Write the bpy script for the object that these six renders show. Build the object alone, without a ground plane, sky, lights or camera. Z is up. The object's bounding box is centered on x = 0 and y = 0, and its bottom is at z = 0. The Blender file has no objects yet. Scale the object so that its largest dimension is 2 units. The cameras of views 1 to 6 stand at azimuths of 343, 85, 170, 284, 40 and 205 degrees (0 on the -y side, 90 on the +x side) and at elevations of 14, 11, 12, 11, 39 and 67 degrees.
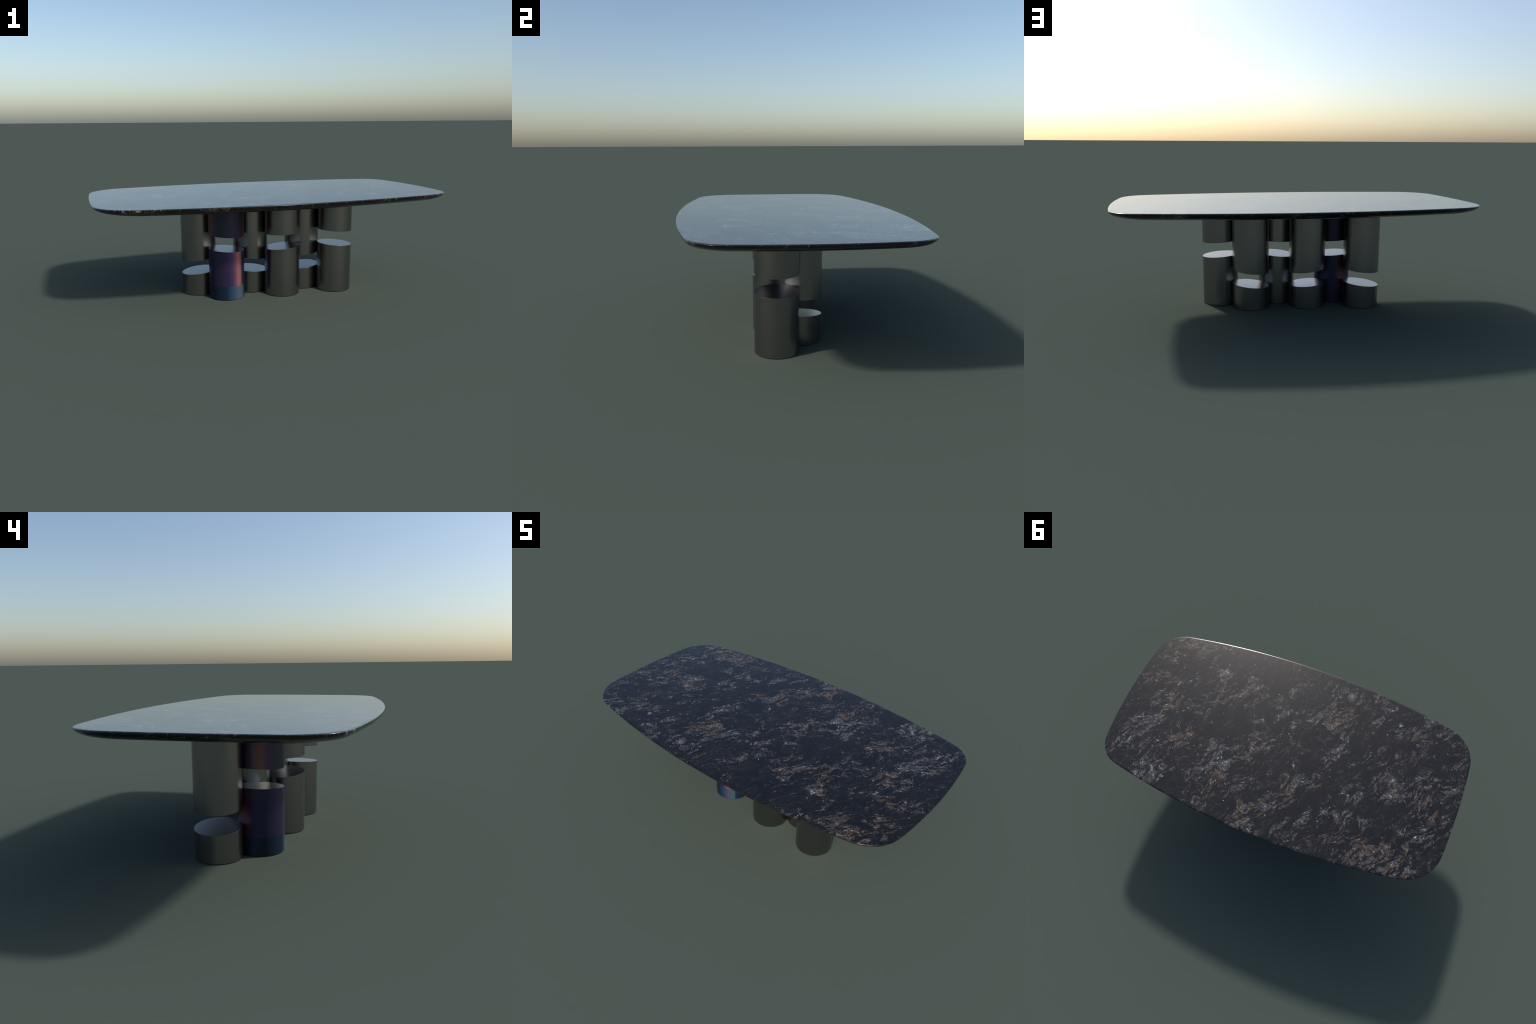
import bpy, bmesh, math
from mathutils import Vector

# ------------------------------------------------------------------ sizes
TOP_Z = 0.5990          # upper face of the slab
RIM_Z = 0.5958          # height of the widest line of the edge
UNDER_Z = 0.5615        # flat underside
HALF_L, HALF_W = 1.0, 0.5486
R_LONG = 4.32                                      # bow of the long sides
R_SHORT = {1: 2.35, -1: 4.16}                      # bow of the two ends
R_CORNER = {(1, 1): .160, (-1, 1): .223, (-1, -1): .213, (1, -1): .182}
SKEW = 0.264                                       # degrees
UNDERCUT = 0.115        # how far the belly of the edge draws in (fraction of the outline)

# ------------------------------------------------------------------ node helpers
class Nodes:
    def __init__(self, name):
        self.mat = bpy.data.materials.new(name)
        self.mat.use_nodes = True
        self.t = self.mat.node_tree
        self.bsdf = next(n for n in self.t.nodes if n.type == 'BSDF_PRINCIPLED')

    def new(self, kind, **kw):
        n = self.t.nodes.new(kind)
        for k, v in kw.items():
            setattr(n, k, v)
        return n

    def link(self, a, b):
        self.t.links.new(a, b)

    def put(self, sock, v):
        if hasattr(v, 'is_output') or isinstance(v, bpy.types.NodeSocket):
            self.link(v, sock)
        else:
            sock.default_value = v

    def math(self, op, a, b=None, c=None, clamp=False):
        n = self.new('ShaderNodeMath', operation=op, use_clamp=clamp)
        for i, v in enumerate((a, b, c)):
            if v is not None:
                self.put(n.inputs[i], v)
        return n.outputs[0]

    def vmath(self, op, a, b=None, scale=None):
        n = self.new('ShaderNodeVectorMath', operation=op)
        self.put(n.inputs[0], a)
        if b is not None:
            self.put(n.inputs[1], b)
        if scale is not None:
            self.put(n.inputs[3], scale)
        return n.outputs[0]

    def mapping(self, v, loc=(0, 0, 0), rot=(0, 0, 0), scale=(1, 1, 1), kind='POINT'):
        n = self.new('ShaderNodeMapping', vector_type=kind)
        self.link(v, n.inputs['Vector'])
        n.inputs['Location'].default_value = loc
        n.inputs['Rotation'].default_value = rot
        n.inputs['Scale'].default_value = scale
        return n.outputs[0]

    def noise(self, v, scale, detail=3.0, rough=0.55, dist=0.0, out='Fac'):
        n = self.new('ShaderNodeTexNoise')
        self.link(v, n.inputs['Vector'])
        n.inputs['Scale'].default_value = scale
        n.inputs['Detail'].default_value = detail
        n.inputs['Roughness'].default_value = rough
        n.inputs['Distortion'].default_value = dist
        return n.outputs[out]

    def step(self, v, lo, hi, a=0.0, b=1.0):
        n = self.new('ShaderNodeMapRange', interpolation_type='SMOOTHSTEP')
        self.put(n.inputs[0], v)
        for i, x in enumerate((lo, hi, a, b)):
            self.put(n.inputs[i + 1], x)
        return n.outputs[0]

    def ramp(self, v, stops, interp='LINEAR'):
        n = self.new('ShaderNodeValToRGB')
        self.link(v, n.inputs[0])
        r = n.color_ramp
        r.interpolation = interp
        while len(r.elements) < len(stops):
            r.elements.new(0.5)
        for e, (p, c) in zip(r.elements, stops):
            e.position = p
            e.color = (*c, 1)
        return n.outputs['Color']

    def mix(self, f, a, b):
        n = self.new('ShaderNodeMix', data_type='RGBA')
        self.put(n.inputs[0], f)
        for s, v in ((n.inputs[6], a), (n.inputs[7], b)):
            self.put(s, v if not isinstance(v, tuple) else (*v, 1))
        return n.outputs[2]

    def object_coord(self):
        return self.new('ShaderNodeTexCoord').outputs['Object']

# ------------------------------------------------------------------ granite
# mineral nests: centre x, y, half length, half width, direction in degrees
QUARTZ = [
    (0.828, 0.200, .106, .056, 52), (0.649, 0.446, .074, .052, 40), (0.199, -0.067, .024, .064, 176),
    (0.108, -0.202, .054, .036, 12), (0.034, -0.101, .046, .015, 51), (0.357, 0.187, .044, .072, 7),
    (0.273, 0.230, .040, .035, 23), (-0.076, -0.244, .051, .037, 0), (-0.218, -0.451, .085, .025, 171),
    (-0.322, -0.482, .054, .023, 9), (-0.429, -0.357, .021, .060, 169), (-0.495, -0.434, .076, .041, 147),
    (-0.605, -0.349, .071, .033, 6), (-0.763, -0.452, .059, .037, 162), (-0.254, -0.056, .081, .026, 63),
    (-0.133, 0.173, .057, .041, 44), (0.008, 0.513, .055, .032, 168), (-0.141, 0.449, .053, .015, 69),
    (-0.245, 0.369, .056, .018, 74), (-0.348, 0.263, .035, .021, 39), (-0.455, 0.106, .051, .041, 23),
    (-0.624, 0.034, .087, .054, 23), (-0.771, -0.077, .068, .030, 49), (-0.450, 0.276, .045, .030, 23),
    (-0.573, 0.244, .044, .024, 39), (-0.897, 0.202, .037, .044, 23), (-0.972, 0.114, .043, .036, 62),
    (0.876, 0.350, .075, .026, 40), (-0.848, 0.422, .050, .022, 2)]
FELDSPAR = [
    (0.794, -0.426, .116, .051, 160), (0.876, -0.290, .060, .061, 23), (0.772, -0.006, .074, .052, 35),
    (0.865, -0.118, .102, .038, 17), (0.530, -0.286, .032, .045, 23), (0.468, -0.178, .055, .074, 88),
    (0.323, -0.246, .060, .108, 23), (0.218, 0.145, .043, .035, 23), (-0.237, -0.288, .089, .070, 34),
    (-0.419, -0.505, .060, .025, 163), (-0.228, 0.122, .028, .074, 176), (0.081, 0.472, .057, .074, 2),
    (0.308, 0.351, .093, .036, 50), (-0.801, 0.017, .049, .039, 12), (-0.527, 0.404, .096, .064, 2),
    (-0.738, 0.393, .114, .066, 23), (-0.894, 0.071, .064, .024, 28), (0.554, 0.178, .042, .062, 2),
    (-0.080, 0.309, .113, .052, 60)]


def granite():
    n = Nodes('black_granite')
    p = n.object_coord()
    # flow: bend the whole pattern, then fray it
    w1 = n.vmath('SUBTRACT', n.noise(p, 5.0, 2.0, out='Color'), (0.5, 0.5, 0.5))
    w2 = n.vmath('SUBTRACT', n.noise(p, 26.0, 3.0, out='Color'), (0.5, 0.5, 0.5))
    bent = n.vmath('ADD', p, n.vmath('SCALE', w1, scale=0.15))
    frayed = n.vmath('ADD', p, n.vmath('ADD', n.vmath('SCALE', w1, scale=0.07), n.vmath('SCALE', w2, scale=0.055)))

    def nests(spots):
        acc = None
        for x, y, a, b, ang in spots:
            m = n.mapping(frayed, (x, y, TOP_Z), (0, 0, math.radians(ang)), (a * 1.9, b * 1.9, 0.2), 'TEXTURE')
            g = n.new('ShaderNodeTexGradient', gradient_type='SPHERICAL')
            n.link(m, g.inputs[0])
            acc = g.outputs['Fac'] if acc is None else n.math('MAXIMUM', acc, g.outputs['Fac'])
        return n.step(acc, 0.02, 0.62)
    quartz, feld = nests(QUARTZ), nests(FELDSPAR)

    # background veining: folded streaks drawn out along the flow
    flow = n.mapping(bent, rot=(0, 0, math.radians(60)), scale=(1.9, 0.85, 1.0), kind='TEXTURE')
    big = n.noise(flow, 4.0, 4.0, 0.6, 0.6)
    mid = n.noise(flow, 13.0, 4.0, 0.62, 1.6)
    streak = n.noise(n.mapping(bent, rot=(0, 0, math.radians(64)), scale=(2.2, 0.70, 1.0), kind='TEXTURE'), 19.0, 4.0, 0.62, 1.5)
    ridge = n.math('ABSOLUTE', n.math('SUBTRACT', n.noise(flow, 7.0, 4.0, 0.6, 2.2), 0.5))
    comb = n.step(streak, 0.42, 0.58)
    veins = n.math('ADD', n.math('MULTIPLY', n.step(big, 0.42, 0.64), n.step(mid, 0.38, 0.62)),
                   n.math('MULTIPLY', n.step(ridge, 0.06, 0.0), n.step(mid, 0.36, 0.56, 0.0, 0.6)))
    nest = n.math('MAXIMUM', quartz, feld)
    density = n.math('ADD', n.math('MULTIPLY', nest, n.step(mid, 0.30, 0.58, 0.32, 0.95)), n.math('MULTIPLY', veins, 0.66))
    density = n.math('MULTIPLY', n.math('ADD', density, n.step(big, 0.30, 0.70, 0.06, 0.30)), n.math('ADD', 0.22, n.math('MULTIPLY', comb, 0.92)), clamp=True)

    # small flakes, all lying roughly one way
    lie = n.mapping(bent, rot=(0, 0, math.radians(161)), scale=(1.45, 0.78, 1.0), kind='TEXTURE')
    flakes = n.noise(lie, 88.0, 3.0, 0.62, 0.9)
    clots = n.noise(frayed, 30.0, 4.0, 0.62, 0.4)
    grit = n.noise(lie, 190.0, 2.0, 0.6, 0.5)
    body = n.math('ADD', n.math('ADD', n.math('MULTIPLY', flakes, 0.50), n.math('MULTIPLY', clots, 0.20)), n.math('MULTIPLY', grit, 0.30))
    thresh = n.math('SUBTRACT', 0.586, n.math('MULTIPLY', density, 0.180))
    cover = n.step(body, thresh, n.math('ADD', thresh, 0.085))
    # brightness and tint of single grains
    vor = n.new('ShaderNodeTexVoronoi')
    n.link(lie, vor.inputs['Vector'])
    vor.inputs['Scale'].default_value = 98.0
    sep = n.new('ShaderNodeSeparateColor')
    n.link(vor.outputs['Color'], sep.inputs[0])
    fine = n.noise(lie, 170.0, 2.0, 0.7)
    tone = n.math('ADD', n.math('MULTIPLY', n.math('POWER', sep.outputs[0], 3.0), 0.55),
                  n.math('MULTIPLY', n.step(fine, 0.30, 0.72), n.step(clots, 0.3, 0.7, 0.35, 0.62)))

    grey = n.ramp(tone, [(0.0, (0.018, 0.018, 0.018)), (0.45, (0.082, 0.081, 0.081)), (0.8, (0.20, 0.199, 0.202)), (1.0, (0.50, 0.50, 0.51))])
    brown = n.ramp(tone, [(0.0, (0.018, 0.014, 0.010)), (0.45, (0.080, 0.057, 0.040)), (0.8, (0.165, 0.122, 0.088)), (1.0, (0.40, 0.32, 0.25))])
    hue = n.math('ADD', n.noise(bent, 8.0, 4.0, 0.65), n.math('MULTIPLY', n.math('SUBTRACT', feld, quartz), 0.10))
    hue = n.math('ADD', hue, n.math('MULTIPLY', n.math('SUBTRACT', sep.outputs[1], 0.5), 0.30))
    mineral = n.mix(n.step(hue, 0.36, 0.61), grey, brown)
    base = n.mix(n.noise(bent, 9.0, 3.0), (0.0025, 0.0025, 0.003), (0.007, 0.0065, 0.006))
    haze = n.math('MULTIPLY', n.step(n.math('ADD', n.math('MULTIPLY', grit, 0.5), n.math('MULTIPLY', streak, 0.5)), 0.44, 0.62), n.step(mid, 0.34, 0.60, 0.10, 0.80))
    base = n.mix(n.math('MULTIPLY', haze, 0.6), base, (0.040, 0.033, 0.028))
    col = n.mix(n.math('MULTIPLY', cover, n.math('ADD', 0.36, n.math('MULTIPLY', density, 0.60))), base, mineral)

    # lone bright crystals, strewn in drifts
    cr = n.new('ShaderNodeTexVoronoi')
    n.link(n.vmath('ADD', lie, n.vmath('SCALE', w2, scale=0.02)), cr.inputs['Vector'])
    cr.inputs['Scale'].default_value = 92.0
    cs = n.new('ShaderNodeSeparateColor')
    n.link(cr.outputs['Color'], cs.inputs[0])
    size = n.math('ADD', 0.10, n.math('MULTIPLY', cs.outputs[2], 0.20))
    spark = n.math('MULTIPLY', n.step(cr.outputs['Distance'], n.math('ADD', size, 0.10), size),
                   n.step(n.math('ADD', cs.outputs[0], n.math('MULTIPLY', n.math('SUBTRACT', mid, 0.5), 0.22)), 0.952, 0.985))
    crystal = n.mix(n.step(cs.outputs[1], 0.35, 0.65), (0.38, 0.385, 0.40), (0.30, 0.215, 0.145))
    col = n.mix(n.math('MULTIPLY', spark, n.math('ADD', 0.15, n.math('MULTIPLY', cs.outputs[2], 0.75))), col, crystal)

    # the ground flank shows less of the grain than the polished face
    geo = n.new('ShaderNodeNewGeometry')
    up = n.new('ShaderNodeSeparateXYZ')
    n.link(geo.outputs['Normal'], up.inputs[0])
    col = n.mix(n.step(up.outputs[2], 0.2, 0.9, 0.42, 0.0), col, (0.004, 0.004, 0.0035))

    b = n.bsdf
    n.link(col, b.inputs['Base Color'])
    b.inputs['Roughness'].default_value = 0.205
    b.inputs['IOR'].default_value = 1.45
    b.inputs['Coat Weight'].default_value = 0.22
    b.inputs['Coat Roughness'].default_value = 0.10
    return n.mat

# ------------------------------------------------------------------ metals
def brushed_grey():
    n = Nodes('satin_grey_metal')
    b = n.bsdf
    b.inputs['Base Color'].default_value = (0.270, 0.264, 0.257, 1)
    b.inputs['Metallic'].default_value = 1.0
    b.inputs['Roughness'].default_value = 0.27
    return n.mat


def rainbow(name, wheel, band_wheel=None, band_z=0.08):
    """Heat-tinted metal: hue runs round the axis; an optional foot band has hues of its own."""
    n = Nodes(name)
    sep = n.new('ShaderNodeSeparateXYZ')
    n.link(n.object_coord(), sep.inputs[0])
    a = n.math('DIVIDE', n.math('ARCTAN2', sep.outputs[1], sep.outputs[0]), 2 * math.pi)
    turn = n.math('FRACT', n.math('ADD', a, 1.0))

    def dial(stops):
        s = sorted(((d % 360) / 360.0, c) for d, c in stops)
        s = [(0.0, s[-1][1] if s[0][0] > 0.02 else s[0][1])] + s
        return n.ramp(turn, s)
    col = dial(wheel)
    if band_wheel:
        foot = n.math('LESS_THAN', sep.outputs[2], band_z)
        col = n.mix(foot, col, dial(band_wheel))
    b = n.bsdf
    n.link(col, b.inputs['Base Color'])
    b.inputs['Metallic'].default_value = 0.75
    b.inputs['Roughness'].default_value = 0.34
    return n.mat

# ------------------------------------------------------------------ geometry
def outline():
    """Bowed rectangle: four shallow arcs joined by tangent corner arcs.
    The +x end is bowed more and has the tighter corners."""
    def quarter(r_short, rc):
        c1, c2 = Vector((0, HALF_W - R_LONG)), Vector((HALF_L - r_short, 0))
        d1, d2 = R_LONG - rc, r_short - rc
        e = c2 - c1
        d = e.length
        t = (d1 * d1 - d2 * d2 + d * d) / (2 * d)
        h = math.sqrt(d1 * d1 - t * t)
        e.normalize()
        pr = Vector((-e.y, e.x))
        cc = max((c1 + e * t + pr * h, c1 + e * t - pr * h), key=lambda q: q.x + q.y)
        a1 = math.atan2(cc.y - c1.y, cc.x - c1.x)
        a2 = math.atan2(cc.y - c2.y, cc.x - c2.x)

        def arc(c, r, s, f, k):
            return [Vector((c.x + r * math.cos(s + (f - s) * i / k), c.y + r * math.sin(s + (f - s) * i / k))) for i in range(k + 1)]
        return arc(c2, r_short, 0, a2, 24) + arc(cc, rc, a2, a1, 32)[1:] + arc(c1, R_LONG, a1, math.pi / 2, 40)[1:]

    pts = []
    for sx, sy in ((1, 1), (-1, 1), (-1, -1), (1, -1)):
        q = quarter(R_SHORT[sx], R_CORNER[sx, sy])
        if sx * sy < 0:
            q.reverse()
        pts += [Vector((v.x * sx, v.y * sy)) for v in q[:-1]]
    turn = math.radians(SKEW)
    c, s = math.cos(turn), math.sin(turn)
    pts = [Vector((v.x * c - v.y * s, v.x * s + v.y * c)) for v in pts]
    far = (max(v.x for v in pts) - min(v.x for v in pts)) / 2
    mid = (max(v.x for v in pts) + min(v.x for v in pts)) / 2
    return [Vector(((v.x - mid) / far * HALF_L, v.y)) for v in pts]


def finish(name, bm, mats, parent, origin=(0, 0, 0)):
    bmesh.ops.recalc_face_normals(bm, faces=bm.faces)
    for f in bm.faces:
        f.smooth = True
    me = bpy.data.meshes.new(name)
    bm.to_mesh(me)
    bm.free()
    for m in mats:
        me.materials.append(m)
    ob = bpy.data.objects.new(name, me)
    bpy.context.collection.objects.link(ob)
    ob.location = origin
    ob.parent = parent
    return ob


def skin(bm, rings, caps=(0, 0)):
    """Quads between closed rings of points, n-gons on both ends."""
    vs = [[bm.verts.new(p) for p in r] for r in rings]
    k = len(vs[0])
    for a, b in zip(vs, vs[1:]):
        for i in range(k):
            bm.faces.new((a[i], a[(i + 1) % k], b[(i + 1) % k], b[i]))
    lo = bm.faces.new(list(reversed(vs[0])))
    hi = bm.faces.new(vs[-1])
    lo.material_index, hi.material_index = caps


def table_top(parent, mat):
    base = outline()
    m = len(base)
    nrm = []
    for i in range(m):
        t = base[(i + 1) % m] - base[i - 1]
        nrm.append(Vector((t.y, -t.x)).normalized())
    rings = []
    depth = RIM_Z - UNDER_Z
    k0 = 1 - UNDERCUT
    rings.append([(v.x * (k0 - .006), v.y * (k0 - .006), UNDER_Z) for v in base])
    for i in range(20, -1, -1):
        th = math.pi / 2 * i / 20
        k = 1 - UNDERCUT * (1 - math.cos(th))
        rings.append([(v.x * k, v.y * k, RIM_Z - depth * math.sin(th)) for v in base])
    rise, reach = TOP_Z - RIM_Z, 0.0095
    for i in range(1, 11):
        th = math.pi / 2 * i / 10
        off = reach * (1 - math.cos(th))
        rings.append([(v.x - w.x * off, v.y - w.y * off, RIM_Z + rise * math.sin(th)) for v, w in zip(base, nrm)])
    rings.append([(v.x - w.x * (reach + .001), v.y - w.y * (reach + .001), TOP_Z) for v, w in zip(base, nrm)])
    bm = bmesh.new()
    skin(bm, rings)
    return finish('table_top', bm, [mat], parent)


SEG = 160
EDGE = 0.0003           # eased edge of the metal drums


def drum(name, parent, centre, radius, z0, tilt0, z1, tilt1, mats):
    """Round drum whose two ends may be sliced on a slant (tilt = slope along x, along y)."""
    circ = [(math.cos(2 * math.pi * i / SEG), math.sin(2 * math.pi * i / SEG)) for i in range(SEG)]

    def ring(r, z, tilt, dz):
        return [(r * c, r * s, z + dz + tilt[0] * r * c + tilt[1] * r * s) for c, s in circ]
    rings = []
    prof = [(EDGE * 1.8, 0.0)] + [(EDGE * (1 - math.cos(a)), EDGE * (1 - math.sin(a))) for a in (math.pi / 2, math.pi / 4, 0)]
    prof = [(EDGE * 1.8, 0.0), (EDGE, 0.0), (EDGE * .293, EDGE * .293), (0.0, EDGE), (0.0, EDGE * 1.8)]
    for inset, up in prof:
        rings.append(ring(radius - inset, z0, tilt0, up))
    for inset, up in reversed(prof):
        rings.append(ring(radius - inset, z1, tilt1, -up))
    bm = bmesh.new()
    last = len(mats) - 1
    skin(bm, rings, (last, last))
    return finish(name, bm, mats, parent, (centre[0], centre[1], 0))


def build():
    table = bpy.data.objects.new('dining_table', None)
    bpy.context.collection.objects.link(table)
    table['label'] = 'dark granite dining table on sliced metal drum columns'
    table['category'] = 'dining table'

    stone = granite()
    grey = brushed_grey()
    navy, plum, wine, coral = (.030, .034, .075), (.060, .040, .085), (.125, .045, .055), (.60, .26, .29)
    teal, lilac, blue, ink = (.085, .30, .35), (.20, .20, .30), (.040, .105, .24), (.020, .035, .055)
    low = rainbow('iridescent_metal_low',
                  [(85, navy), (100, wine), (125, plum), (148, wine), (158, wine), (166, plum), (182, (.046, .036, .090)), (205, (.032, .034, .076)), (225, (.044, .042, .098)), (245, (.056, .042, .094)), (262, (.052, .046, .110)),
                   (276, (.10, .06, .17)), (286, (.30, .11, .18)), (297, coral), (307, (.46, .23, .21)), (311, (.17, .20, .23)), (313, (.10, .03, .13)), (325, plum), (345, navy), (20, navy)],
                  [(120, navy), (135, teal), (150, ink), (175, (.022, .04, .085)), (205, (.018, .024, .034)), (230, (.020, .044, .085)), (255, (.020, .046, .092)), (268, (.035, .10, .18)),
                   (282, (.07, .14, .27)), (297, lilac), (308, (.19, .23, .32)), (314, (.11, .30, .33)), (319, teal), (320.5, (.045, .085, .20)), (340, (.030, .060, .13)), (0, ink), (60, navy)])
    high = rainbow('iridescent_metal_high',
                   [(85, (.026, .027, .052)), (130, navy), (155, (.085, .058, .125)), (172, (.10, .076, .115)), (184, (.19, .085, .105)), (198, (.20, .095, .110)), (212, (.085, .056, .11)), (228, (.046, .055, .088)), (255, (.036, .044, .072)),
                    (285, (.044, .042, .086)), (308, (.075, .05, .12)), (320, (.17, .065, .08)), (334, (.14, .07, .15)), (350, navy), (40, navy)])

    table_top(table, stone)
    # centre, radius, lower cut (height, slope x, slope y), upper cut, tinted?
    columns = [
        ((-.2566, -.0448), .1030, (.2829, -.066, .008), (.3663, -.059, .022), True),
        ((.0757, -.0766), .1032, (.2829, .093, -.028), (.3665, .047, -.008), False),
        ((.4060, -.0897), .1024, (.2831, -.070, .012), (.3667, -.058, .006), False),
        ((-.3893, .1039), .1022, (.1303, .108, -.012), (.2090, .089, -.018), False),
        ((-.0798, .0598), .1032, (.1293, -.073, .015), (.2090, -.112, .030), False),
        ((.2440, .0391), .1036, (.1300, .099, -.012), (.2088, .104, -.021), False)]
    for c, r, lo, up, tinted in columns:
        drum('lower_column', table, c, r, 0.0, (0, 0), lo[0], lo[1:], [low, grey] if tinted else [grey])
        drum('upper_column', table, c, r, up[0], up[1:], UNDER_Z + .003, (0, 0), [high, grey] if tinted else [grey])


build()
